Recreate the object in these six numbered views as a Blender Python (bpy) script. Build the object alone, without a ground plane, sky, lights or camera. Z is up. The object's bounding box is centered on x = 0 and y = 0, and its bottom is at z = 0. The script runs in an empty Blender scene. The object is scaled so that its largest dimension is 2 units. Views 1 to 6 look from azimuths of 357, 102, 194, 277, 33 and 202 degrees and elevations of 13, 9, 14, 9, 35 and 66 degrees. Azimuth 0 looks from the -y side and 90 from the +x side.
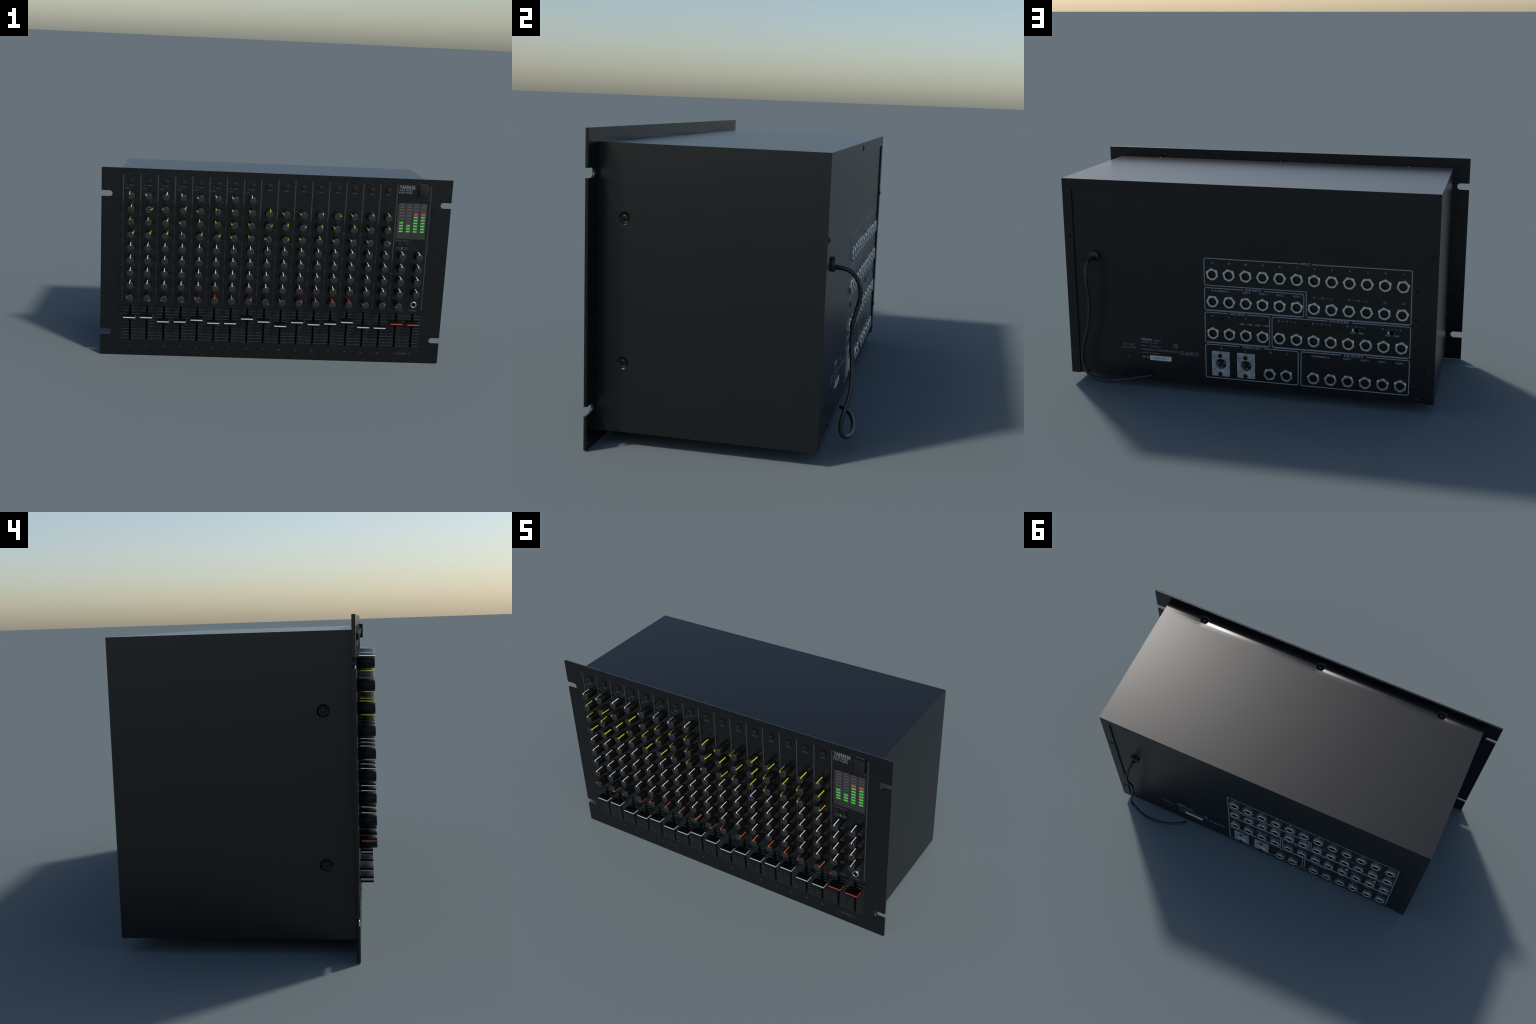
# Black nineteen-inch rack mixing console: front panel with knobs, faders and
# level meter, steel case, rear connector panel and a short power cable.
import bpy, bmesh, math, random
from mathutils import Vector, Matrix, geometry

random.seed(7)
COL = bpy.context.scene.collection

# ------------------------------------------------------------------ sizes (m)
PANEL_FRONT, PANEL_BACK, PANEL_TOP = -0.4225, -0.4110, 1.0995
CASE_X, CASE_TOP, CASE_BOTTOM, CASE_REAR = 0.9165, 1.0522, 0.0498, 0.3757
REAR_Y = 0.3687                       # outer face of the rear connector panel
PITCH = 0.09743                       # width of one channel strip
STRIP0 = -0.8765                      # left-most divider line
CH_X = [STRIP0 + PITCH * (k + 0.5) for k in range(18)]      # 16 channels + left / right master
ROW_Z = [0.948 - 0.0739 * k for k in range(9)]              # nine rows of knobs
JACK_X = [0.1574 - 0.08325 * k for k in range(12)]
JACK_Z = [0.6153, 0.4796, 0.3179, 0.1293]


# ------------------------------------------------------------------ materials
def mat(name, base, rough=0.5, metal=0.0, spec=0.5, coat=0.0):
    m = bpy.data.materials.new(name)
    m.use_nodes = True
    b = m.node_tree.nodes["Principled BSDF"]
    b.inputs["Base Color"].default_value = (*base, 1)
    b.inputs["Roughness"].default_value = rough
    b.inputs["Metallic"].default_value = metal
    b.inputs["Specular IOR Level"].default_value = spec
    b.inputs["Coat Weight"].default_value = coat
    return m


def grain(m, scale, stretch, colour_amount=0.0, rough_amount=0.0, bump=0.0, detail=4.0):
    """Noise on object coordinates that drives colour, roughness and a fine bump."""
    nt = m.node_tree
    b = nt.nodes["Principled BSDF"]
    tc = nt.nodes.new("ShaderNodeTexCoord")
    mp = nt.nodes.new("ShaderNodeMapping")
    mp.inputs["Scale"].default_value = stretch
    no = nt.nodes.new("ShaderNodeTexNoise")
    no.inputs["Scale"].default_value = scale
    no.inputs["Detail"].default_value = detail
    nt.links.new(tc.outputs["Object"], mp.inputs["Vector"])
    nt.links.new(mp.outputs["Vector"], no.inputs["Vector"])
    if colour_amount:
        c = b.inputs["Base Color"].default_value[:3]
        r = nt.nodes.new("ShaderNodeValToRGB")
        r.color_ramp.elements[0].position, r.color_ramp.elements[1].position = 0.3, 0.7
        r.color_ramp.elements[0].color = (*[v * (1 - colour_amount) for v in c], 1)
        r.color_ramp.elements[1].color = (*[v * (1 + colour_amount) for v in c], 1)
        nt.links.new(no.outputs["Fac"], r.inputs["Fac"])
        nt.links.new(r.outputs["Color"], b.inputs["Base Color"])
    if rough_amount:
        q = b.inputs["Roughness"].default_value
        mr = nt.nodes.new("ShaderNodeMapRange")
        mr.inputs["From Min"].default_value, mr.inputs["From Max"].default_value = 0.3, 0.7
        mr.inputs["To Min"].default_value, mr.inputs["To Max"].default_value = q - rough_amount, q + rough_amount
        nt.links.new(no.outputs["Fac"], mr.inputs["Value"])
        nt.links.new(mr.outputs["Result"], b.inputs["Roughness"])
    if bump:
        bp = nt.nodes.new("ShaderNodeBump")
        bp.inputs["Strength"].default_value = bump
        bp.inputs["Distance"].default_value = 0.001
        nt.links.new(no.outputs["Fac"], bp.inputs["Height"])
        nt.links.new(bp.outputs["Normal"], b.inputs["Normal"])
    return m


def tinted(m, tint, above):
    """A share of the repeats (picked by object) fades from the base colour to a tint."""
    nt = m.node_tree
    b = nt.nodes["Principled BSDF"]
    oi = nt.nodes.new("ShaderNodeObjectInfo")
    mr = nt.nodes.new("ShaderNodeMapRange")
    mr.inputs["From Min"].default_value, mr.inputs["From Max"].default_value = above, 1.0
    mx = nt.nodes.new("ShaderNodeMix")
    mx.data_type = "RGBA"
    mx.inputs["A"].default_value = b.inputs["Base Color"].default_value[:]
    mx.inputs["B"].default_value = (*tint, 1)
    nt.links.new(oi.outputs["Random"], mr.inputs["Value"])
    nt.links.new(mr.outputs["Result"], mx.inputs["Factor"])
    nt.links.new(mx.outputs["Result"], b.inputs["Base Color"])
    return m


def glowing(name, base, glow, strength):
    m = mat(name, base, 0.4)
    b = m.node_tree.nodes["Principled BSDF"]
    b.inputs["Emission Color"].default_value = (*glow, 1)
    b.inputs["Emission Strength"].default_value = strength
    return m


M_CASE = grain(mat("painted_steel", (0.0055, 0.0060, 0.0064), 0.30, 0.0, 0.57), 9, (1, 1, 1), 0.05)
M_REAR = grain(mat("painted_steel_rear", (0.0058, 0.0062, 0.0066), 0.35, 0.0, 0.48), 14, (1, 1, 1), 0.10, 0.012)
M_PANEL = grain(mat("brushed_black_aluminium", (0.0021, 0.0026, 0.0029), 0.28, 0.0, 0.54), 11, (2.0, 9, 14), 0.22, 0.08, 0.008, 6)
M_BLACK = mat("black_interior", (0.002, 0.002, 0.002), 0.8, 0, 0.1)
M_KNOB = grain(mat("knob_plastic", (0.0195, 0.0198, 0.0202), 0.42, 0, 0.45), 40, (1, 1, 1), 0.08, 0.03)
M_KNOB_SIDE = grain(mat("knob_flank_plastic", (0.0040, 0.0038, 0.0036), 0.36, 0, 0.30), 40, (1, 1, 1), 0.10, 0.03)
M_WHITE = tinted(mat("white_pointer", (0.80, 0.80, 0.80), 0.45), (0.80, 0.52, 0.46), 0.72)
M_YELLOW = tinted(mat("yellow_pointer", (0.62, 0.66, 0.035), 0.45), (0.75, 0.45, 0.03), 0.72)
M_RED = tinted(mat("red_pointer", (0.66, 0.085, 0.022), 0.45), (0.70, 0.20, 0.07), 0.5)
M_FADER = mat("fader_plastic", (0.0013, 0.0014, 0.0018), 0.42, 0, 0.15)
M_FADER_WHITE = mat("fader_white", (0.52, 0.53, 0.55), 0.5)
M_FADER_RED = mat("fader_red", (0.50, 0.055, 0.017), 0.5)
M_BUTTON = grain(mat("button_plastic", (0.0115, 0.0108, 0.0100), 0.45, 0, 0.3), 60, (1, 1, 1), 0.12)
M_PRINT_DIM = mat("grey_print_dim", (0.040, 0.044, 0.049), 0.6, 0, 0.3)
M_LINE = mat("grey_line_print", (0.040, 0.046, 0.053), 0.6, 0, 0.3)
M_PRINT = mat("grey_print", (0.062, 0.069, 0.078), 0.6, 0, 0.3)
M_LOGO = mat("logo_print", (0.15, 0.165, 0.185), 0.6, 0, 0.3)
M_REAR_PRINT = mat("rear_print", (0.31, 0.325, 0.35), 0.6, 0, 0.3)
M_REAR_PRINT_DIM = mat("rear_print_dim", (0.18, 0.19, 0.205), 0.6, 0, 0.3)
M_NICKEL = grain(mat("nickel", (0.74, 0.73, 0.66), 0.34, 0.92), 70, (1, 1, 1), 0.06, 0.06, 0.02)
M_CHROME = mat("dull_chrome", (0.60, 0.62, 0.58), 0.34, 1.0)
M_ZINC = grain(mat("grey_cast_metal", (0.47, 0.48, 0.49), 0.46, 0.6), 42, (1, 1, 1), 0.26, 0.10, 0.12)
M_SOCKET = mat("socket_plastic", (0.004, 0.004, 0.005), 0.35, 0, 0.5)
M_SCREW = grain(mat("bronzed_screw", (0.036, 0.034, 0.022), 0.38, 0.8), 120, (1, 1, 1), 0.35, 0.1)
M_CABLE = mat("cable_rubber", (0.012, 0.0125, 0.014), 0.36, 0, 0.6)
M_WINDOW = grain(glowing("meter_window", (0.015, 0.0155, 0.016), (1, 1, 1), 0.010), 50, (1, 1, 1), 0.08)      # faint emission here and on the strips lifts the recess shadow
M_STRIP = grain(glowing("meter_strip_grey", (0.038, 0.0385, 0.040), (1, 1, 1.02), 0.026), 80, (1, 1, 1), 0.10)
M_LED_GREEN = glowing("led_green_lit", (0.04, 0.40, 0.03), (0.035, 0.58, 0.03), 0.55)
M_LED_RED = glowing("led_red_lit", (0.40, 0.05, 0.02), (0.60, 0.06, 0.02), 0.45)
M_LED_RED_OFF = mat("led_red_dark", (0.042, 0.014, 0.014), 0.4)
M_LED_GREEN_OFF = mat("led_green_dark", (0.014, 0.020, 0.019), 0.4)
M_LED_GREY_OFF = mat("led_grey_dark", (0.022, 0.023, 0.024), 0.4)
M_LABEL = mat("white_sticker", (0.66, 0.65, 0.58), 0.6)
M_LABEL_INK = mat("sticker_ink", (0.25, 0.26, 0.26), 0.6)
M_SWITCH = mat("switch_ivory", (0.62, 0.66, 0.62), 0.5)
M_BLUE = mat("switch_blue", (0.02, 0.10, 0.28), 0.5)
M_PIN = mat("pin_silver", (0.75, 0.74, 0.68), 0.25, 1.0)


# ------------------------------------------------------------------ building helpers
def empty(name):
    o = bpy.data.objects.new(name, None)
    COL.objects.link(o)
    return o


def obj(name, mesh, parent, loc=(0, 0, 0), rot=(0, 0, 0), stuff=False):
    o = bpy.data.objects.new(name, mesh)
    o.location, o.rotation_euler = loc, rot
    COL.objects.link(o)
    if parent is not None:
        o.parent = parent
    if stuff:
        o["kind"] = "stuff"
    return o


def finish(bm, name, material, smooth=None):
    """bmesh -> mesh; faces meeting at less than `smooth` degrees are shaded smooth."""
    me = bpy.data.meshes.new(name)
    if smooth is not None:
        lim = math.radians(smooth)
        for f in bm.faces:
            f.smooth = True
        for e in bm.edges:
            e.smooth = len(e.link_faces) == 2 and e.calc_face_angle(0) < lim
    bm.to_mesh(me)
    bm.free()
    me.materials.append(material)
    return me


def add_box(bm, x0, x1, y0, y1, z0, z1):
    m = Matrix.Translation(((x0 + x1) / 2, (y0 + y1) / 2, (z0 + z1) / 2)) @ Matrix.Diagonal((abs(x1 - x0), abs(y1 - y0), abs(z1 - z0), 1))
    return bmesh.ops.create_cube(bm, size=1, matrix=m)["verts"]


def box_mesh(name, material, x0, x1, y0, y1, z0, z1, bevel=0.0, segments=2):
    bm = bmesh.new()
    add_box(bm, x0, x1, y0, y1, z0, z1)
    if bevel:
        bmesh.ops.bevel(bm, geom=bm.edges[:], offset=bevel, segments=segments, affect="EDGES", profile=0.5)
    return finish(bm, name, material, 40 if bevel else None)


def lathe(bm, profile, segments=32, axis="y", at=(0, 0, 0), cap=True):
    """Revolve (radius, height) pairs about an axis through `at`."""
    rings = []
    for r, h in profile:
        if r < 1e-6:
            pts = [(0.0, 0.0)]
        else:
            pts = [(r * math.cos(2 * math.pi * i / segments), r * math.sin(2 * math.pi * i / segments)) for i in range(segments)]
        ring = []
        for a, b in pts:
            p = {"y": (a, h, b), "z": (a, b, h), "x": (h, a, b)}[axis]
            ring.append(bm.verts.new((p[0] + at[0], p[1] + at[1], p[2] + at[2])))
        rings.append(ring)
    for a, b in zip(rings, rings[1:]):
        if len(a) == 1 and len(b) == 1:
            continue
        for i in range(segments):
            j = (i + 1) % segments
            if len(a) == 1:
                bm.faces.new((a[0], b[i], b[j]))
            elif len(b) == 1:
                bm.faces.new((a[i], a[j], b[0]))
            else:
                bm.faces.new((a[i], a[j], b[j], b[i]))
    if cap:
        for ring in (rings[0], rings[-1]):
            if len(ring) > 2:
                bm.faces.new(ring)
    bmesh.ops.recalc_face_normals(bm, faces=bm.faces[:])
    return rings


def flat_shape(name, outlines, thickness, material, bevel=0.0):
    """Extrude a 2D outline with holes (x, z in the front plane); front face at y = 0 looking to -y."""
    cu = bpy.data.curves.new(name, "CURVE")
    cu.dimensions, cu.fill_mode = "2D", "BOTH"
    cu.extrude = thickness / 2 - bevel
    cu.bevel_depth, cu.bevel_resolution, cu.offset = bevel, 1, -bevel
    for pts in outlines:
        sp = cu.splines.new("POLY")
        sp.points.add(len(pts) - 1)
        for p, (x, y) in zip(sp.points, pts):
            p.co = (x, y, 0, 1)
        sp.use_cyclic_u = True
    o = bpy.data.objects.new(name, cu)
    COL.objects.link(o)
    me = bpy.data.meshes.new_from_object(o.evaluated_get(bpy.context.evaluated_depsgraph_get()))
    bpy.data.objects.remove(o)
    me.transform(Matrix.Translation((0, thickness / 2, 0)) @ Matrix.Rotation(math.radians(90), 4, "X"))
    me.name = name
    me.polygons.foreach_set("use_smooth", [False] * len(me.polygons))
    me.materials.clear()
    me.materials.append(material)
    return me


def arc(cx, cz, r, a0, a1, n=8):
    return [(cx + r * math.cos(math.radians(a0 + (a1 - a0) * i / n)), cz + r * math.sin(math.radians(a0 + (a1 - a0) * i / n))) for i in range(n + 1)]


class Print:
    """Collects flat lettering and lines on one face of the console into a single mesh."""
    cache = {}

    def __init__(self, y, facing):
        self.y, self.facing, self.bm = y, facing, bmesh.new()

    def place(self, x, z):
        return (x, self.y, z)

    @classmethod
    def glyphs(cls, s):
        if s not in cls.cache:
            cu = bpy.data.curves.new("lettering", "FONT")
            cu.body, cu.resolution_u, cu.fill_mode = s, 3, "FRONT"
            o = bpy.data.objects.new("lettering", cu)
            COL.objects.link(o)
            me = bpy.data.meshes.new_from_object(o.evaluated_get(bpy.context.evaluated_depsgraph_get()))
            bpy.data.objects.remove(o)
            v = [(p.co.x, p.co.y) for p in me.vertices]
            f = [tuple(p.vertices) for p in me.polygons]
            cls.cache[s] = (v, f)
        return cls.cache[s]

    def text(self, s, x, z, height, width=None, align="C", bold=0.0004):
        """x, z: centre (or the reading-left edge for align L); height of the capitals."""
        v, f = self.glyphs(s)
        if not v:
            return
        x0, x1 = min(p[0] for p in v), max(p[0] for p in v)
        y0, y1 = min(p[1] for p in v), max(p[1] for p in v)
        k = height / max(y1 - y0, 1e-6) if any(c.isalnum() for c in s) else height
        w = width if width else (x1 - x0) * k
        kx = w / max(x1 - x0, 1e-6)
        d = 1 if self.facing < 0 else -1
        shifts = [0.0] if not bold else [-bold, bold]
        for n, sft in enumerate(shifts):
            vs = []
            for px, py in v:
                u = (px - x0) * kx - (w / 2 if align == "C" else 0) + sft
                vs.append(self.bm.verts.new((x + d * u, self.y + self.facing * 0.00015 * n, z + (py - (y0 + y1) / 2) * k)))
            for poly in f:
                try:
                    face = self.bm.faces.new([vs[i] for i in poly])
                    if face.normal.y * self.facing < 0:
                        face.normal_flip()
                except ValueError:
                    pass

    def bar(self, x0, x1, z0, z1):
        self.poly([(x0, z0), (x1, z0), (x1, z1), (x0, z1)])

    def poly(self, pts):
        face = self.bm.faces.new([self.bm.verts.new(self.place(x, z)) for x, z in pts])
        face.normal_update()
        if face.normal.y * self.facing < 0:
            face.normal_flip()

    def ring(self, x, z, r, w, n=20):
        for i in range(n):
            a, b = 2 * math.pi * i / n, 2 * math.pi * (i + 1) / n
            self.poly([(x + q * math.cos(t), z + q * math.sin(t)) for q, t in ((r, a), (r + w, a), (r + w, b), (r, b))])

    def dot(self, x, z, r, n=8):
        self.poly([(x + r * math.cos(2 * math.pi * i / n), z + r * math.sin(2 * math.pi * i / n)) for i in range(n)])

    def path(self, pts, width):
        """Ribbon along an open list of points; width may be a number or a function of the segment's ends."""
        pts = [Vector(p) for p in pts]
        offs = []
        for i, p in enumerate(pts):
            a = (p - pts[i - 1]).normalized() if i else None
            b = (pts[i + 1] - p).normalized() if i + 1 < len(pts) else None
            t = ((a or b) + (b or a)).normalized()
            offs.append(Vector((-t.y, t.x)))
        for i in range(len(pts) - 1):
            w = width(pts[i], pts[i + 1]) / 2 if callable(width) else width / 2
            a, b, na, nb = pts[i], pts[i + 1], offs[i] * w, offs[i + 1] * w
            self.poly([tuple(a - na), tuple(b - nb), tuple(b + nb), tuple(a + na)])

    def done(self, name, material, parent):
        bmesh.ops.recalc_face_normals(self.bm, faces=[])
        r = bmesh.ops.extrude_face_region(self.bm, geom=self.bm.faces[:])
        for v in r["geom"]:
            if isinstance(v, bmesh.types.BMVert):
                v.co.y += self.facing * 0.0006
        return obj(name, finish(self.bm, name, material), parent, stuff=True)


def rounded(corners, r, n=5):
    """Round the corners of a closed polygon; returns an open list that starts on its first edge."""
    out = []
    k = len(corners)
    for i in range(k):
        p, a, b = Vector(corners[i]), Vector(corners[i - 1]), Vector(corners[(i + 1) % k])
        u, v = (a - p).normalized(), (b - p).normalized()
        s, e = p + u * r, p + v * r
        c = p + (u + v) * r
        for j in range(n + 1):
            t = j / n * math.pi / 2
            out.append(tuple(c - v * r * math.cos(t) - u * r * math.sin(t)))
    return out


# ------------------------------------------------------------------ the thing
root = empty("rack_mixing_console")
root["label"] = "black rack mixer with rows of knobs and faders"
root["category"] = "audio mixer"

# ---- front panel: plate with four mounting notches, fader slots and openings
def panel_outline():
    z_up, z_low, r, deep = 0.9517, 0.1387, 0.0168, 0.938
    pts = [(-1, 0), (1, 0)]
    for zc in (z_low, z_up):                              # notches in the right edge, going up
        pts += [(1, zc - r)] + arc(deep + r, zc, r, 270, 90, 10) + [(1, zc + r)]
    pts += [(1, PANEL_TOP), (-1, PANEL_TOP)]
    for zc in (z_up, z_low):                              # notches in the left edge, going down
        pts += [(-1, zc + r)] + arc(-deep - r, zc, r, 90, -90, 10) + [(-1, zc - r)]
    return pts


FADER_Z0, FADER_Z1, SLOT_W = 0.0910, 0.3020, 0.0090
slots = [[(x - SLOT_W / 2, FADER_Z0), (x - SLOT_W / 2, FADER_Z1), (x + SLOT_W / 2, FADER_Z1), (x + SLOT_W / 2, FADER_Z0)] for x in CH_X]
def soft_edges(me):
    """Shade the narrow edge faces of a plate as if rolled over towards its two broad faces."""
    mid = sum(v.co.y for v in me.vertices) / len(me.vertices)
    normals = [None] * len(me.loops)
    for p in me.polygons:
        for li in p.loop_indices:
            n = Vector(p.normal)
            if abs(n.y) < 0.5:
                n = (n + Vector((0, 0.8 if me.vertices[me.loops[li].vertex_index].co.y > mid else -0.8, 0))).normalized()
            normals[li] = tuple(n)
    me.polygons.foreach_set("use_smooth", [True] * len(me.polygons))
    me.normals_split_custom_set(normals)


METER_WINDOW = [(0.6915, 0.7487), (0.8663, 0.7487), (0.8663, 0.9588), (0.6915, 0.9588)]
panel = obj("front_panel", flat_shape("front_panel", [panel_outline()] + slots + [METER_WINDOW], PANEL_BACK - PANEL_FRONT, M_PANEL), root, (0, PANEL_FRONT, 0))
soft_edges(panel.data)
panel_print = empty("panel_print")
panel_print.parent = root

# ---- front lettering
dim, mid, logo = Print(PANEL_FRONT - 0.0002, -1), Print(PANEL_FRONT - 0.0002, -1), Print(PANEL_FRONT - 0.0002, -1)
lines = Print(PANEL_FRONT - 0.0002, -1)
for k in list(range(17)) + [18]:
    x = STRIP0 + PITCH * k
    lines.bar(x - 0.0028, x + 0.0028, 0.3245, 1.0635)

SCALE_Z = [0.2861 - 0.01852 * k for k in range(11)]
for k in range(19):
    for i, zz in enumerate(SCALE_Z):
        dim.text(str(10 - i), STRIP0 - 0.0025 + PITCH * k, zz, 0.0088)
for x in CH_X:
    for zz in SCALE_Z:
        dim.bar(x - 0.0415, x - 0.0098, zz - 0.0017, zz + 0.0017)
        dim.bar(x + 0.0098, x + 0.0390, zz - 0.0017, zz + 0.0017)
for k in range(16):
    mid.text(str(k + 1), CH_X[k], 0.0540, 0.0105)
mid.text("L", CH_X[16], 0.0536, 0.0105)
mid.text("STEREO", 0.7815, 0.0536, 0.0100, 0.062)
mid.text("R", CH_X[17] + 0.001, 0.0536, 0.0105)


def knob_marks(x, zc, name, left, right, ticks=True):
    if ticks:
        for i in range(11):
            a = math.radians(-135 + 27 * i)
            dim.dot(x + 0.0305 * math.sin(a), zc + 0.0305 * math.cos(a), 0.0018 if i in (0, 5, 10) else 0.0012)
    dim.text(left, x - 0.0275, zc - 0.0255, 0.0062)
    dim.text(right, x + 0.0275, zc - 0.0250, 0.0062)
    dim.text(name, x, zc - 0.0350, 0.0075, 0.0068 * len(name))


NAMES = ["GAIN", "HIGH", "MID", "LOW", "AUX 1", "AUX 2", "AUX 3", "AUX 4", "PAN"]
SIDES = [("-20", "-60"), ("-15", "+15"), ("-15", "+15"), ("-15", "+15"), ("0", "10"), ("0", "10"), ("0", "10"), ("0", "10"), ("L", "R")]
for c in range(16):
    mid.text("PAD", CH_X[c] - 0.0003, 1.0035, 0.0085, 0.024)
    if c < 8:
        mid.text("CLIP", CH_X[c] - 0.0280, 0.9868, 0.0080, 0.022)
    for r in range(9):
        if r or c < 8:
            knob_marks(CH_X[c], ROW_Z[r], NAMES[r], *SIDES[r])
for c, word in ((16, "SEND"), (17, "RTN")):
    for r in range(4, 8):
        knob_marks(CH_X[c], ROW_Z[r], "", "0", "10")
        mid.text("AUX " + word + " " + str(r - 3), CH_X[c] - 0.004, ROW_Z[r] - 0.0360, 0.0075, 0.061)
knob_marks(CH_X[16], ROW_Z[8], "", "0", "10")
mid.text("PHONES LEVEL", 0.7325, 0.3200, 0.0085, 0.079)
mid.text("PHONES", 0.8274, 0.3215, 0.0085, 0.044)
logo.text("YAMAHA", 0.6935, 1.0505, 0.0235, 0.0905, "L", 0.0010)
logo.text("RACK MIXER", 0.6930, 1.0320, 0.0080, 0.0745, "L")
logo.text("MV1602", 0.6925, 1.0195, 0.0100, 0.0770, "L", 0.0005)
mid.text("POWER", 0.8350, 1.0680, 0.0085, 0.044)
mid.text("METER SELECT", 0.8345, 0.9805, 0.0075, 0.064)
mid.text("METER SELECT", 0.7320, 0.7385, 0.0080, 0.081)
for i, z in enumerate((0.6990, 0.6892)):
    mid.text("AUX" + str(1 + 2 * i), 0.7114, z, 0.0070, 0.025)
    mid.text("AUX" + str(2 + 2 * i), 0.7548, z, 0.0070, 0.025)
    logo.poly([(0.7290, z - 0.004), (0.7378, z - 0.004), (0.7334, z + 0.005)] if i == 0 else [(0.7290, z + 0.004), (0.7334, z - 0.004), (0.7378, z + 0.004)])
lines.done("divider_line", M_LINE, panel_print)
dim.done("scale_lettering", M_PRINT_DIM, panel_print)
mid.done("panel_lettering", M_PRINT, panel_print)
logo.done("maker_lettering", M_LOGO, panel_print)

# ---- knobs (axis towards -y, pointer up; turned about y)
KNOB_L = 0.0588
R_BASE, R_TIP = 0.0229, 0.0207


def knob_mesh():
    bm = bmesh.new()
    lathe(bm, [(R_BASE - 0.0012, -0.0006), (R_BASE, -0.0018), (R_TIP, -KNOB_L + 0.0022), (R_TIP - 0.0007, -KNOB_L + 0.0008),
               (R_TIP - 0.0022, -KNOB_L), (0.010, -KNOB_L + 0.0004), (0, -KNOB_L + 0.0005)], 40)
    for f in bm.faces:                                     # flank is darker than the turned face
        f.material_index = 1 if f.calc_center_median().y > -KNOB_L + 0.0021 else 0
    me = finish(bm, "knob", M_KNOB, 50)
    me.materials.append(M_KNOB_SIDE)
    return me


def pointer_mesh(material):
    """L-shaped inlay: along the flank, then hooked over the rim onto the face."""
    bm = bmesh.new()
    w, proud = 0.0021, 0.0010

    def radius(y):
        return R_BASE + (R_TIP - R_BASE) * (-y - 0.0018) / (KNOB_L - 0.004)
    y0, y1 = -0.0090, -KNOB_L - 0.0014
    outer = [(y0, radius(y0) + proud), (-KNOB_L + 0.002, R_TIP + proud), (-KNOB_L - 0.0006, R_TIP + proud - 0.0003), (y1, R_TIP - 0.0008), (y1, R_TIP - 0.0075)]
    inner = [(y0, radius(y0) - 0.002), (-KNOB_L + 0.002, R_TIP - 0.002), (-KNOB_L + 0.0015, R_TIP - 0.0022), (-KNOB_L + 0.001, R_TIP - 0.003), (-KNOB_L + 0.001, R_TIP - 0.0075)]
    v = {}
    for s in (-1, 1):
        for tag, line in (("o", outer), ("i", inner)):
            for i, (y, r) in enumerate(line):
                v[s, tag, i] = bm.verts.new((s * w, y, r))
    for i in range(len(outer) - 1):
        bm.faces.new((v[-1, "o", i], v[1, "o", i], v[1, "o", i + 1], v[-1, "o", i + 1]))
        bm.faces.new((v[-1, "i", i], v[1, "i", i], v[1, "i", i + 1], v[-1, "i", i + 1]))
        for s in (-1, 1):
            bm.faces.new((v[s, "o", i], v[s, "o", i + 1], v[s, "i", i + 1], v[s, "i", i]))
    for i in (0, len(outer) - 1):
        bm.faces.new((v[-1, "o", i], v[1, "o", i], v[1, "i", i], v[-1, "i", i]))
    bmesh.ops.recalc_face_normals(bm, faces=bm.faces[:])
    return finish(bm, "pointer", material)


KNOB = knob_mesh()
POINTER = {"w": pointer_mesh(M_WHITE), "y": pointer_mesh(M_YELLOW), "r": pointer_mesh(M_RED)}
# pointer settings in degrees clockwise from twelve o'clock, channel by channel
TURN = {
    0: [-28, -56, 12, -30, -77, -39, -54, -9],
    1: [3, 79, -71, 42, -82, -30, -48, -47, 18, -74, -68, 52, 69, -55, 28, 6],
    2: [-16, -5, 32, -72, -11, -30, -61, -56, 66, 37, 65, 45, -55, 11, -65, 34],
    3: [47, 40, 35, -17, 36, 53, -65, -41, -76, 73, -53, 10, -65, -43, -54, 72],
    8: [-73, 126, -118, 137, -56, 0, 2, 50, 117, -45, 61, 2, 0, 0, -66, 58, -101],
}


def place_knob(x, z, colour, angle):
    k = obj("knob", KNOB, root, (x, PANEL_FRONT, z), (0, math.radians(angle), 0))
    obj("pointer", POINTER[colour], k)


for c in range(18):
    for r in range(9):
        if (r == 0 and c >= 8) or (c >= 16 and r < 4) or (c == 17 and r == 8):
            continue
        colour = "w" if r in (0, 4, 5, 6, 7) else "y" if r < 4 else "r"
        place_knob(CH_X[c], ROW_Z[r], colour, TURN[r][c] if r in TURN else random.uniform(-1.5, 1.5))

# ---- faders: black cap with a coloured layer through the middle, on a thin stem
CAP_Z = [.2375, .2400, .2180, .2200, .2335, .2185, .2195, .2500, .2355, .2125, .2380, .2290, .2360, .2485, .2210, .2200, .2470, .2450]
CAP_W, CAP_D = 0.0688, 0.0432


def cap_mesh():
    """Cap cross-section is slightly waisted: the side profile in (y, z) swept across the width."""
    bm = bmesh.new()
    for lo, hi in ((-0.0102, -0.00315), (0.00315, 0.0102)):
        vs = add_box(bm, -CAP_W / 2, CAP_W / 2, -CAP_D, -0.001, lo, hi)
        del vs
    bmesh.ops.bevel(bm, geom=bm.edges[:], offset=0.0007, segments=2, affect="EDGES", profile=0.5)
    return finish(bm, "fader_cap", M_FADER, 40)


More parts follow.
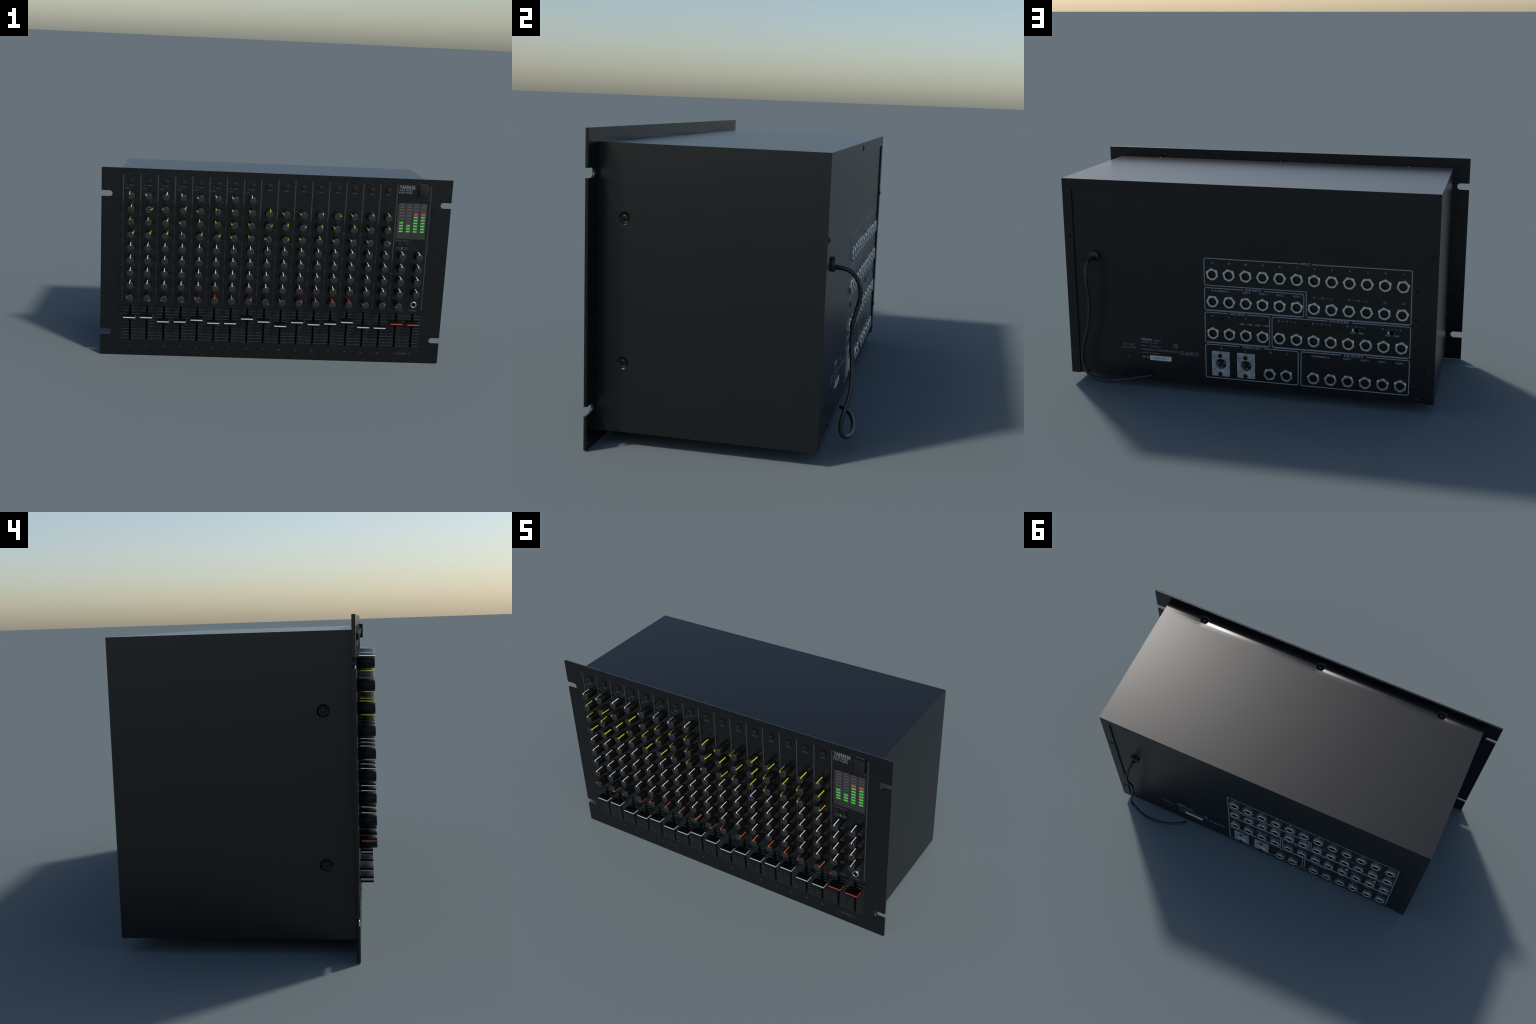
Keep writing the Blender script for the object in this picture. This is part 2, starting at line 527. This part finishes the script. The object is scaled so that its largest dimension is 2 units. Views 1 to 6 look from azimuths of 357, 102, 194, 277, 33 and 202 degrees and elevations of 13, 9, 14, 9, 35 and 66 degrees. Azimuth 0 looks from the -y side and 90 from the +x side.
CAP = cap_mesh()
STRIPE = {m: box_mesh("fader_stripe", m, -CAP_W / 2 + 0.0001, CAP_W / 2 - 0.0001, -CAP_D + 0.0001, -0.0015, -0.0034, 0.0034) for m in (M_FADER_WHITE, M_FADER_RED)}
STEM = box_mesh("fader_stem", M_BLACK, -0.0030, 0.0030, -0.0020, 0.0170, -0.0060, 0.0060)
for c, x in enumerate(CH_X):
    cap = obj("fader_cap", CAP, root, (x - 0.0020, PANEL_FRONT - 0.0024, CAP_Z[c]))
    obj("fader_stripe", STRIPE[M_FADER_RED if c >= 16 else M_FADER_WHITE], cap)
    obj("fader_stem", STEM, cap, (0.0020, 0, 0))

# ---- push buttons, power switch, clip lamps
PAD = box_mesh("push_button", M_BUTTON, -0.0140, 0.0140, -0.0086, 0.0040, -0.0113, 0.0113, 0.0012)
WELL = box_mesh("button_well", M_BLACK, -0.0152, 0.0152, -0.0004, 0.002, -0.0125, 0.0125)
LAMP = bmesh.new()
lathe(LAMP, [(0.0062, 0.001), (0.0062, -0.0012), (0.0050, -0.0022), (0.0046, -0.0014), (0.0030, -0.0024), (0, -0.0030)], 20)
LAMP = finish(LAMP, "clip_lamp", M_SOCKET, 30)
for c in range(16):
    b = obj("push_button", PAD, root, (CH_X[c] + 0.0003, PANEL_FRONT, 1.0295), (random.uniform(-0.01, 0.01), 0, 0))
    obj("button_well", WELL, b)
    if c < 8:
        obj("clip_lamp", LAMP, root, (CH_X[c] - 0.0285, PANEL_FRONT, 1.0010))
obj("power_switch", box_mesh("power_switch", M_BUTTON, -0.0280, 0.0280, -0.0160, 0.004, -0.0328, 0.0328, 0.0015), root, (0.8338, PANEL_FRONT, 1.0270))
SLIDE = box_mesh("selector_button", M_BUTTON, -0.0085, 0.0085, -0.0070, 0.003, -0.0098, 0.0098, 0.0010)
for x in (0.7147, 0.7548):
    obj("selector_button", SLIDE, root, (x, PANEL_FRONT, 0.7185))

# ---- level meter: window, four grey strips, ten lamps in each
METER_Y = PANEL_FRONT + 0.0046                             # face of the recessed meter
meter = obj("level_meter", box_mesh("level_meter", M_WINDOW, 0.6900, 0.8680, 0, 0.006, 0.7470, 0.9600), root, (0, METER_Y, 0))
STRIP = box_mesh("meter_strip", M_STRIP, -0.0127, 0.0127, -0.0004, 0.002, 0.7885, 0.9585)
SEG = {m: box_mesh("meter_lamp", m, -0.0112, 0.0112, -0.0010, 0.001, -0.0031, 0.0031) for m in (M_LED_GREEN, M_LED_RED, M_LED_RED_OFF, M_LED_GREEN_OFF, M_LED_GREY_OFF)}
for x, lit in zip((0.7185, 0.7601, 0.8010, 0.8430), (4, 3, 7, 7)):
    strip = obj("meter_strip", STRIP, meter, (x, 0, 0))
    for i in range(10):
        on = i < lit
        m = (M_LED_GREEN if i < 6 else M_LED_RED) if on else (M_LED_GREEN_OFF if i < 6 else M_LED_RED_OFF if i < 9 else M_LED_GREY_OFF)
        obj("meter_lamp", SEG[m], meter, (x, 0, 0.7922 + 0.01690 * i))

# ---- headphone socket
bm = bmesh.new()
lathe(bm, [(0.0118, 0.004), (0.0118, -0.0060), (0.0135, -0.0076), (0.0170, -0.0076), (0.0192, -0.0056), (0.0198, 0.0)], 36, cap=False)
hp = obj("headphone_socket", finish(bm, "headphone_socket", M_CHROME, 35), root, (0.8280, PANEL_FRONT, 0.3568))
bm = bmesh.new()
lathe(bm, [(0.0117, -0.0050), (0.0117, -0.0008), (0.0, -0.0008)], 28, cap=False)
obj("socket_barrel", finish(bm, "socket_barrel", M_BLACK, 35), hp)

# ------------------------------------------------------------------ case
def screw_mesh():
    bm = bmesh.new()
    r = 0.0112
    lathe(bm, [(r, 0.0), (r, 0.0012), (r * 0.90, 0.0030), (r * 0.66, 0.0044), (r * 0.35, 0.0050), (0, 0.0051)], 28, "z")
    head = bpy.data.objects.new("screw", finish(bm, "screw", M_SCREW, 40))
    COL.objects.link(head)
    bm = bmesh.new()
    add_box(bm, -0.0058, 0.0058, -0.0013, 0.0013, 0.0022, 0.01)
    cut1 = bpy.data.objects.new("cutter", finish(bm, "cutter", M_BLACK))
    bm = bmesh.new()
    add_box(bm, -0.0013, 0.0013, -0.0058, 0.0058, 0.0022, 0.0101)
    cut2 = bpy.data.objects.new("cutter", finish(bm, "cutter", M_BLACK))
    for c in (cut1, cut2):
        COL.objects.link(c)
        md = head.modifiers.new("recess", "BOOLEAN")
        md.object, md.operation, md.solver = c, "DIFFERENCE", "EXACT"
    me = bpy.data.meshes.new_from_object(head.evaluated_get(bpy.context.evaluated_depsgraph_get()))
    for o in (head, cut1, cut2):
        bpy.data.objects.remove(o)
    return me


SCREW = screw_mesh()
OUT = {"+x": (0, math.pi / 2, 0), "-x": (0, -math.pi / 2, 0), "+z": (0, 0, 0), "+y": (-math.pi / 2, 0, 0)}


def screw(loc, facing, parent, scale=1.0):
    e = Matrix.Rotation(random.uniform(0, math.pi), 4, "Z")
    from mathutils import Euler
    m = Euler(OUT[facing]).to_matrix().to_4x4() @ e
    o = obj("screw", SCREW, parent, loc, m.to_euler())
    o.scale = (scale,) * 3
    return o


R_DIMPLE, N_RIM = 0.0225, 16
BOWL = [(0.0212, -0.0009), (0.0190, -0.0032), (0.0168, -0.0068), (0.0152, -0.0084), (0.0130, -0.0090)]


def dimpled_plate(name, corners, centres, to3d):
    """Flat sheet with pressed screw dimples."""
    bm = bmesh.new()
    turn = [2 * math.pi * i / 32 for i in range(32)]
    pts = [Vector(c) for c in corners]
    edges = [(i, (i + 1) % len(pts)) for i in range(len(pts))]
    for cx, cy in centres:
        n0 = len(pts)
        pts += [Vector((cx + R_DIMPLE * math.cos(a), cy + R_DIMPLE * math.sin(a))) for a in turn]
        edges += [(n0 + i, n0 + (i + 1) % 32) for i in range(32)]
    v2, _, tris, _, _, _ = geometry.delaunay_2d_cdt(pts, edges, [], 2, 1e-6)
    vs = [bm.verts.new(to3d(p.x, p.y, 0)) for p in v2]
    sheet = []
    for t in tris:
        c = sum((v2[i] for i in t), Vector((0, 0))) / 3
        if all((c - Vector(h)).length > R_DIMPLE * 0.97 for h in centres):
            sheet.append(bm.faces.new([vs[i] for i in t]))
    for cx, cy in centres:
        ring = None
        for r, d in [(R_DIMPLE, 0.0)] + BOWL:
            nxt = [bm.verts.new(to3d(cx + r * math.cos(a), cy + r * math.sin(a), d)) for a in turn]
            for i in range(32) if ring else ():
                bm.faces.new((ring[i], ring[(i + 1) % 32], nxt[(i + 1) % 32], nxt[i])).smooth = True
            ring = nxt
        bm.faces.new(ring)
    out = Vector(to3d(0, 0, 1)) - Vector(to3d(0, 0, 0))
    for f in bm.faces:
        f.normal_update()
        if f.normal.dot(out) < 0:
            f.normal_flip()
    return finish(bm, name, M_CASE)


TOP_SCREWS = [(-0.688, -0.3848), (0.001, -0.3848), (0.688, -0.3848)]
SIDE_SCREWS = [(-0.3168, 0.8005), (-0.3168, 0.2983)]
FLANGE = 0.0460

cover = empty("case_cover")
cover.parent = root
def top_sheet():
    """Top of the cover. The sheet is flat; tilted shading normals draw the sun streaks beside the screws:
    along the front strip they lean one way at one end and the other way at the other end."""
    bm = bmesh.new()
    lean = {}
    y0, y1, y2, R = PANEL_BACK, TOP_SCREWS[0][1] + R_DIMPLE, TOP_SCREWS[0][1] + R_DIMPLE + 0.026, R_DIMPLE
    Z = CASE_TOP

    def quad(pts, leans):
        f = bm.faces.new([bm.verts.new((x, y, Z)) for x, y in pts])
        f.smooth = True
        lean[f.index if f.index >= 0 else len(bm.faces) - 1] = leans

    quad([(-CASE_X, y2), (CASE_X, y2), (CASE_X, CASE_REAR), (-CASE_X, CASE_REAR)], [0] * 4)
    L = 6.5
    stops = [(-CASE_X, 0, 0)] + [(x, -1, 1) for x, _ in TOP_SCREWS] + [(CASE_X, 0, 0)]
    for (xa, _, la), (xb, lb, _) in zip(stops, stops[1:]):
        # la: lean at the left end (towards +x next to a dimple's -x flank), lb: at the right end
        xl = xa + (R if xa > -CASE_X else 0)
        xr = xb - (R if xb < CASE_X else 0)
        ll, lr = (-L if xa > -CASE_X else 0), (L if xb < CASE_X else 0)
        n = 12
        for i in range(n):
            t0, t1 = i / n, (i + 1) / n
            p0, p1 = xl + (xr - xl) * t0, xl + (xr - xl) * t1
            v0, v1 = (ll * (1 - t) ** 1.7 + lr * t ** 1.7 for t in (t0, t1))
            quad([(p0, y0), (p1, y0), (p1, y1), (p0, y1)], [v0, v1, v1, v0])
            quad([(p0, y1), (p1, y1), (p1, y2), (p0, y2)], [v0 * 0.35, v1 * 0.35, 0, 0])
    flat_n = len(bm.faces)
    for cx, cy in TOP_SCREWS:
        quad([(cx - R, y1), (cx + R, y1), (cx + R, y2), (cx - R, y2)], [L * 0.35, -L * 0.35, 0, 0])
        ring = [bm.verts.new((cx + R * math.cos(2 * math.pi * i / 32), cy + R * math.sin(2 * math.pi * i / 32), Z)) for i in range(32)]
        for q, (sx, sy) in enumerate(((1, 1), (-1, 1), (-1, -1), (1, -1))):
            c = bm.verts.new((cx + sx * R, (y1 if sy > 0 else y0), Z))
            for i in range(8):
                f = bm.faces.new((ring[(q * 8 + i) % 32], c, ring[(q * 8 + i + 1) % 32]))
                f.smooth = True
        for i in (24,):                                    # sliver between the rim and the front edge
            a, b = bm.verts.new((cx - R, y0, Z)), bm.verts.new((cx + R, y0, Z))
            bm.faces.new((a, b, ring[i])).smooth = True
        for r, d in BOWL:
            nxt = [bm.verts.new((cx + r * math.cos(2 * math.pi * i / 32), cy + r * math.sin(2 * math.pi * i / 32), Z + d)) for i in range(32)]
            for i in range(32):
                bm.faces.new((ring[i], ring[(i + 1) % 32], nxt[(i + 1) % 32], nxt[i])).smooth = True
            ring = nxt
        bm.faces.new(ring).smooth = True
    for f in bm.faces:
        f.normal_update()
        if f.normal.z < 0:
            f.normal_flip()
    me = bpy.data.meshes.new("top_sheet")
    bm.to_mesh(me)
    bm.free()
    me.materials.append(M_CASE)
    normals = [tuple(l) for l in (c.vector for c in me.corner_normals)]
    leans = {k: v for k, v in lean.items()}
    for poly in me.polygons:
        if poly.index in leans:
            for n, li in enumerate(poly.loop_indices):
                a = math.radians(leans[poly.index][n])
                normals[li] = (math.sin(a), 0.0, math.cos(a))
    me.normals_split_custom_set(normals)
    return me


obj("top_sheet", top_sheet(), cover)
for s, f in ((1, "+x"), (-1, "-x")):
    obj("side_sheet", dimpled_plate("side_sheet", [(PANEL_BACK, CASE_BOTTOM), (CASE_REAR, CASE_BOTTOM), (CASE_REAR, CASE_TOP), (PANEL_BACK, CASE_TOP)], SIDE_SCREWS,
                                    lambda a, b, d, s=s: (s * (CASE_X + d), a, b)), cover)
    for y, z in SIDE_SCREWS:
        screw((s * (CASE_X - 0.0088), y, z), f, cover, 1.02)
for x, y in TOP_SCREWS:
    screw((x, y, CASE_TOP - 0.0042), "+z", cover, 1.02)

# rear flanges: three folded strips with mitred upper corners
def strip_mesh(name, pts, material, y_back, thick):
    me = flat_shape(name, [pts], thick, material, 0.0004)
    me.transform(Matrix.Translation((0, y_back - thick, 0)))
    return me


I = FLANGE
g = 0.0007
e = 0.0001
obj("rear_flange", strip_mesh("rear_flange", [(-CASE_X + e + g, CASE_TOP - e), (CASE_X - e - g, CASE_TOP - e), (CASE_X - I - g, CASE_TOP - I), (-CASE_X + I + g, CASE_TOP - I)], M_REAR, CASE_REAR, 0.0064), cover)
for s in (1, -1):
    obj("rear_flange", strip_mesh("rear_flange", [(s * (CASE_X - e), CASE_TOP - g - e), (s * (CASE_X - e), CASE_BOTTOM), (s * (CASE_X - I), CASE_BOTTOM), (s * (CASE_X - I), CASE_TOP - I - g)], M_REAR, CASE_REAR, 0.0064), cover)
    for z in (0.7680, 0.1975):
        screw((s * 0.8900, CASE_REAR - 0.0006, z), "+y", cover)
screw((-0.0080, CASE_REAR - 0.0006, 1.0280), "+y", cover)

# inner chassis closes the case behind the slots and underneath
obj("chassis", box_mesh("chassis", M_BLACK, -0.9035, 0.9035, -0.3300, 0.3200, 0.0575, 1.0350), root)
obj("bottom_sheet", box_mesh("bottom_sheet", M_REAR, -0.9140, 0.9140, PANEL_BACK + 0.0002, REAR_Y - 0.0008, 0.0508, 0.0550), root)

# ------------------------------------------------------------------ rear panel
def circle(x, z, r, n=32):
    return [(x + r * math.cos(2 * math.pi * i / n), z + r * math.sin(2 * math.pi * i / n)) for i in range(n)]


SOCKETS = [(x, z) for z in JACK_Z[:3] for x in JACK_X] + [(x, JACK_Z[3]) for x in [-.1260, -.2092] + JACK_X[6:]]
BALANCED = [(.1208, .1628), (-.0072, .1628)]
rear_holes = [circle(x, z, 0.0180) for x, z in SOCKETS] + [circle(x, z - 0.0020, 0.0270) for x, z in BALANCED]
rear_sheet = flat_shape("rear_panel", [[(-0.9050, 0.0520), (0.9050, 0.0520), (0.9050, 1.0400), (-0.9050, 1.0400)]] + rear_holes, 0.0060, M_REAR)
rear_sheet.transform(Matrix.Translation((0, REAR_Y - 0.0060, 0)))
rear = obj("rear_panel", rear_sheet, root)
P = Print(REAR_Y + 0.0002, 1)
Q = Print(REAR_Y + 0.0002, 1)
LINE, THICK = 0.0042, 0.0066


def frame(corners, gap, thick_bottom=True):
    """Rounded frame; the top edge is broken between x = gap for its title."""
    zt, zb = max(c[1] for c in corners), min(c[1] for c in corners)
    pts = rounded(corners, 0.0085)
    # start after the gap on the top edge: corners are listed from the top left clockwise as seen from behind
    start, rest = pts[:6], pts[6:]
    width = lambda a, b: THICK if thick_bottom and abs(a.y - zb) < 1e-6 and abs(b.y - zb) < 1e-6 else LINE
    P.path([(gap[1], zt)] + rest + start + [(gap[0], zt)], width)


frame([(.1990, .6932), (-.7972, .6932), (-.7985, .4335), (-.3045, .4335), (-.3045, .5585), (.1990, .5585)], (-.2668, -.3298))
frame([(.1990, .5462), (-.2920, .5462), (-.2920, .4335), (.1990, .4335)], (.0050, -.0992))
frame([(.1990, .4224), (-.1245, .4224), (-.1245, .2695), (.1990, .2695)], (.0828, -.0122))
frame([(-.1372, .4230), (-.7980, .4230), (-.7980, .2695), (-.1372, .2695)], (-.4066, -.5243))
frame([(.1990, .2583), (-.2662, .2583), (-.2662, .0865), (.1990, .0865)], (.0270, -.0956), False)
frame([(-.2803, .2586), (-.7980, .2586), (-.7980, .0858), (-.2803, .0858)], (-.4746, -.5945), False)

CAPS = 0.0098
P.text("INPUT", -.2983, .6932, 0.0125, 0.047)
P.text("SUB INPUT", -.0460, .5470, 0.0125, 0.080)
P.text("AUX SEND", .0348, .4225, 0.0125, 0.076)
P.text("AUX RETURN", -.4610, .4230, 0.0125, 0.096)
P.text("STEREO OUT", -.0348, .2575, 0.0125, 0.094)
P.text("SUB OUTPUT", -.5352, .2578, 0.0125, 0.093)
for k in range(12):
    P.text(str(12 - k), JACK_X[k], .6727, CAPS)
for xs in ((JACK_X[0] + JACK_X[1]) / 2,):
    P.text("R-STEREO-L", xs + 0.002, .5330, CAPS, 0.090)
for k in range(4):
    P.text("AUX " + str(4 - k), JACK_X[2 + k], .5330, CAPS, 0.037)


def pair(xr, xl, z, word):
    """R --- n --- L over two sockets."""
    xm = (xr + xl) / 2
    P.text("R", xr, z, CAPS)
    P.text(word, xm, z - 0.0003, CAPS)
    P.text("L", xl, z - 0.0006, CAPS)
    for a, b in ((xr, xm), (xm, xl)):
        Q.bar(a - 0.0120, a - 0.0300, z - 0.0010, z + 0.0010) if a == xr else Q.bar(a - 0.0110, a - 0.0290, z - 0.0010, z + 0.0010)


pair(JACK_X[6] - 0.001, JACK_X[7] + 0.000, .5332, "16")
pair(JACK_X[8] - 0.002, JACK_X[9] - 0.001, .5332, "15")
P.text("14", JACK_X[10] - 0.001, .5332, CAPS)
P.text("13", JACK_X[11] - 0.002, .5330, CAPS)
for k in range(4):
    P.text(str(4 - k), JACK_X[k] + 0.004, .4050, CAPS)
for k in range(4):
    pair(JACK_X[4 + 2 * k] + 0.005, JACK_X[5 + 2 * k] + 0.006, .4048, str(4 - k))
for x, s in ((.0136, "-20dB"), (-.0251, "+4dB"), (-.0652, "-20dB"), (-.1046, "+4dB"), (-.5261, "-20dB"), (-.5650, "+4dB"), (-.6923, "-20dB"), (-.7311, "+4dB")):
    P.text(s, x, .3746, 0.0085, 0.0285)
for x, s in ((.1170, "R"), (-.0045, "L"), (-.1304, "R"), (-.2115, "L")):
    P.text(s, x, .2412, CAPS)
P.text("R-STEREO-L", -.3765, .2410, CAPS, 0.088)
for k in range(4):
    P.text("AUX " + str(4 - k), JACK_X[8 + k] + 0.006, .2415, CAPS, 0.038)

# rating plate print and sticker
P.text("YAMAHA", .5372, .2560, 0.0125, 0.0570, "L", 0.0006)
Q.text("MIXER", .4683, .2525, 0.0085, 0.0370, "L")
Q.text("MODEL  MV1602", .5365, .2400, 0.0075, 0.0890, "L")
Q.text("50W   110/240V ~", .5365, .2220, 0.0075, 0.1080, "L")
Q.text("YAMAHA CORPORATION", .5362, .2030, 0.0105, 0.1930, "L")
Q.text("MADE IN JAPAN", .5365, .1848, 0.0075, 0.0930, "L")
P.text("SER", .5300, .1635, 0.0090, 0.0150, "L")
P.text("NO", .5080, .1620, 0.0085, 0.0110, "L")
Q.text("VOLTAGE", .6330, .2235, 0.0090, 0.0600, "L")
Q.text("SELECTOR", .6390, .2075, 0.0090, 0.0740, "L")
for r in (0.0105, 0.0060):                                 # double-insulation square
    for x0, x1, z0, z1 in ((-r, r, r - 0.0022, r), (-r, r, -r, -r + 0.0022), (-r, -r + 0.0022, -r + 0.0022, r - 0.0022), (r - 0.0022, r, -r + 0.0022, r - 0.0022)):
        Q.bar(.3550 + x0, .3550 + x1, .2325 + z0, .2325 + z1)
for x, s in ((.3220, "S"), (.2958, "N"), (.2715, "D"), (.2460, "F")):
    Q.ring(x, .1990, 0.0085, 0.0026)
    Q.text(s, x, .1990, 0.0100)
P.done("rear_lettering", M_REAR_PRINT, rear)
Q.done("rating_lettering", M_REAR_PRINT_DIM, rear)
label = obj("serial_sticker", box_mesh("serial_sticker", M_LABEL, .3790, .4915, REAR_Y - 0.001, REAR_Y + 0.0010, .1490, .1735), rear)
S = Print(REAR_Y + 0.0011, 1)
S.text("4181015", .4720, .1612, 0.0100, 0.0650, "L")
S.done("serial_number", M_LABEL_INK, label)
volt = obj("voltage_switch", box_mesh("voltage_switch", M_SOCKET, .5900, .6120, REAR_Y - 0.002, REAR_Y + 0.0008, .1490, .1880), rear)
obj("switch_slider", box_mesh("switch_slider", M_BLUE, .5945, .6075, REAR_Y - 0.001, REAR_Y + 0.0022, .1560, .1615, 0.0004, 1), volt)

# ---- jack sockets: chamfered hexagon nut round a black bore
def nut_mesh():
    bm = bmesh.new()
    n, bore, flat, corner, top = 48, 0.0192, 0.0277, 0.0320, 0.0100
    def hexr(a):
        t = (a + math.pi / 6) % (math.pi / 3) - math.pi / 6
        return flat / math.cos(t)
    rings = []
    for kind, h in (("hex", 0.0), ("hexc", None), ("cham", top), ("lip", top), ("bore", top - 0.0018), ("bore", -0.004)):
        ring = []
        for i in range(n):
            a = 2 * math.pi * i / n
            r, hh = hexr(a), h
            if kind == "hexc":
                hh = top - 0.0008 - 0.55 * max(0.0, r - flat * 0.99)   # chamfer dips at the corners
            elif kind == "cham":
                r = flat * 0.965
            elif kind == "lip":
                r = bore + 0.0012
            elif kind == "bore":
                r = bore
            ring.append(bm.verts.new((r * math.cos(a), hh, r * math.sin(a))))
        rings.append(ring)
    for a, b in zip(rings, rings[1:]):
        for i in range(n):
            j = (i + 1) % n
            bm.faces.new((a[i], a[j], b[j], b[i]))
    bmesh.ops.recalc_face_normals(bm, faces=bm.faces[:])
    return finish(bm, "hexagon_nut", M_NICKEL, 28)


def barrel_mesh():
    bm = bmesh.new()
    lathe(bm, [(0.0191, 0.0080), (0.0172, 0.0090), (0.0160, 0.0078), (0.0156, -0.0025), (0, -0.0025)], 32, cap=False)
    return finish(bm, "jack_socket", M_SOCKET, 35)


NUT, BARREL = nut_mesh(), barrel_mesh()


def jack(x, z):
    j = obj("jack_socket", BARREL, root, (x, REAR_Y, z))
    obj("hexagon_nut", NUT, j, rot=(0, random.uniform(0, math.pi / 3), 0))


for x, z in SOCKETS:
    jack(x, z)

# ---- balanced output sockets: cast plate, round well, three pins, two screws
def xlr_plate():
    w, h, r = 0.0452, 0.0640, 0.0282
    out = rounded([(-w, -h), (w, -h), (w, h), (-w, h)], 0.0030, 3)
    hole = [(r * math.cos(2 * math.pi * i / 36), r * math.sin(2 * math.pi * i / 36) - 0.0020) for i in range(36)]
    me = flat_shape("balanced_socket", [out, hole], 0.0070, M_ZINC, 0.0010)
    me.transform(Matrix.Translation((0, -0.0005, 0)))
    return me


XLR = xlr_plate()
WELLM = bmesh.new()
lathe(WELLM, [(0.0281, 0.0052), (0.0268, 0.0030), (0.0266, -0.0260), (0.0, -0.0260)], 36, cap=False)
for f in WELLM.faces:
    f.material_index = 1 if f.calc_center_median().y < -0.0250 else 0
WELLM = finish(WELLM, "socket_well", M_ZINC, 35)
WELLM.materials.append(M_SOCKET)
PIN = bmesh.new()
lathe(PIN, [(0.0042, -0.0260), (0.0042, -0.0050), (0.0030, -0.0032), (0, -0.0028)], 16, cap=False)
PIN = finish(PIN, "contact_pin", M_PIN, 40)
for x, z in BALANCED:
    plate = obj("balanced_socket", XLR, root, (x, REAR_Y, z))
    obj("socket_well", WELLM, plate, (0, 0, -0.0020))
    for dx, dz in ((0.0125, 0.0040), (-0.0150, 0.0030), (-0.0020, -0.0140)):
        obj("contact_pin", PIN, plate, (dx, 0.0006, dz - 0.0020))
    for dz in (0.0420, -0.0518):
        screw((0.0030, 0.0062, dz), "+y", plate)

# ---- level slide switches under AUX RETURN 2 and 1
for x in (-.5432, -.7100):
    sw = obj("slide_switch", box_mesh("slide_switch", M_BLACK, -0.0190, 0.0190, -0.002, 0.0006, -0.0085, 0.0085), root, (x, REAR_Y, .3880))
    obj("switch_slider", box_mesh("switch_slider", M_SWITCH, 0.0095, 0.0185, -0.001, 0.0030, -0.0072, 0.0072, 0.0005, 1), sw)
    obj("switch_slider", box_mesh("switch_slider", M_REAR_PRINT_DIM, -0.0165, -0.0135, -0.001, 0.0012, -0.0070, 0.0070), sw)

# ---- screws on the rear panel
for x, z in ((-.8236, .6055), (-.8234, .4630), (-.8234, .3892), (-.8228, .3204), (-.8230, .1234), (-.8380, .0630), (-.3046, .3985), (-.4642, .3982),
             (.1165, .3976), (-.0032, .0634), (.8290, .0668), (.6506, .0650)):
    screw((x, REAR_Y - 0.0004, z), "+y", rear)

# ---- power cable with its grommet
bm = bmesh.new()
lathe(bm, [(0.0255, 0.0), (0.0260, 0.0030), (0.0260, 0.0125), (0.0248, 0.0152), (0.0225, 0.0165), (0, 0.0168)], 40)
grommet = obj("cable_grommet", finish(bm, "cable_grommet", M_CABLE, 40), root, (.7632, REAR_Y - 0.0003, .6690))
obj("grommet_recess", box_mesh("grommet_recess", M_BLACK, -0.0145, 0.0145, 0.0100, 0.0172, -0.0190, -0.0010), grommet)
CABLE_PATH = [(.7655, .3750, .6605), (.7685, .4050, .6590), (.7700, .4290, .6540), (.7702, .4500, .6400), (.7696, .4655, .6170), (.7682, .4736, .5890),
              (.7666, .4735, .5580), (.7652, .4670, .5280), (.7652, .4595, .4980), (.7658, .4545, .4690), (.7662, .4530, .4400), (.7674, .4532, .4110),
              (.7702, .4547, .3830), (.7739, .4576, .3544), (.7782, .4603, .3256), (.7850, .4622, .2975), (.7936, .4630, .2677), (.8022, .4612, .2372),
              (.8110, .4550, .2048), (.8188, .4462, .1719), (.8228, .4385, .1400), (.8180, .4368, .1092), (.8035, .4412, .0852), (.7806, .4478, .0692),
              (.7500, .4552, .0613), (.7178, .4612, .0578), (.6885, .4622, .0565), (.6588, .4616, .0574), (.6290, .4590, .0614), (.6006, .4547, .0658),
              (.5737, .4474, .0698), (.5478, .4383, .0736), (.5231, .4260, .0763), (.4992, .4115, .0774), (.4775, .3944, .0765)]
cu = bpy.data.curves.new("power_cable", "CURVE")
cu.dimensions, cu.bevel_depth, cu.bevel_resolution, cu.use_fill_caps, cu.resolution_u = "3D", 0.0079, 5, True, 4
sp = cu.splines.new("BEZIER")
sp.bezier_points.add(len(CABLE_PATH) - 1)
for bp, p in zip(sp.bezier_points, CABLE_PATH):
    bp.co, bp.handle_left_type, bp.handle_right_type = p, "AUTO", "AUTO"
tmp = bpy.data.objects.new("power_cable", cu)
COL.objects.link(tmp)
me = bpy.data.meshes.new_from_object(tmp.evaluated_get(bpy.context.evaluated_depsgraph_get()))
bpy.data.objects.remove(tmp)
me.materials.clear()
me.materials.append(M_CABLE)
for p in me.polygons:
    p.use_smooth = True
obj("power_cable", me, root)
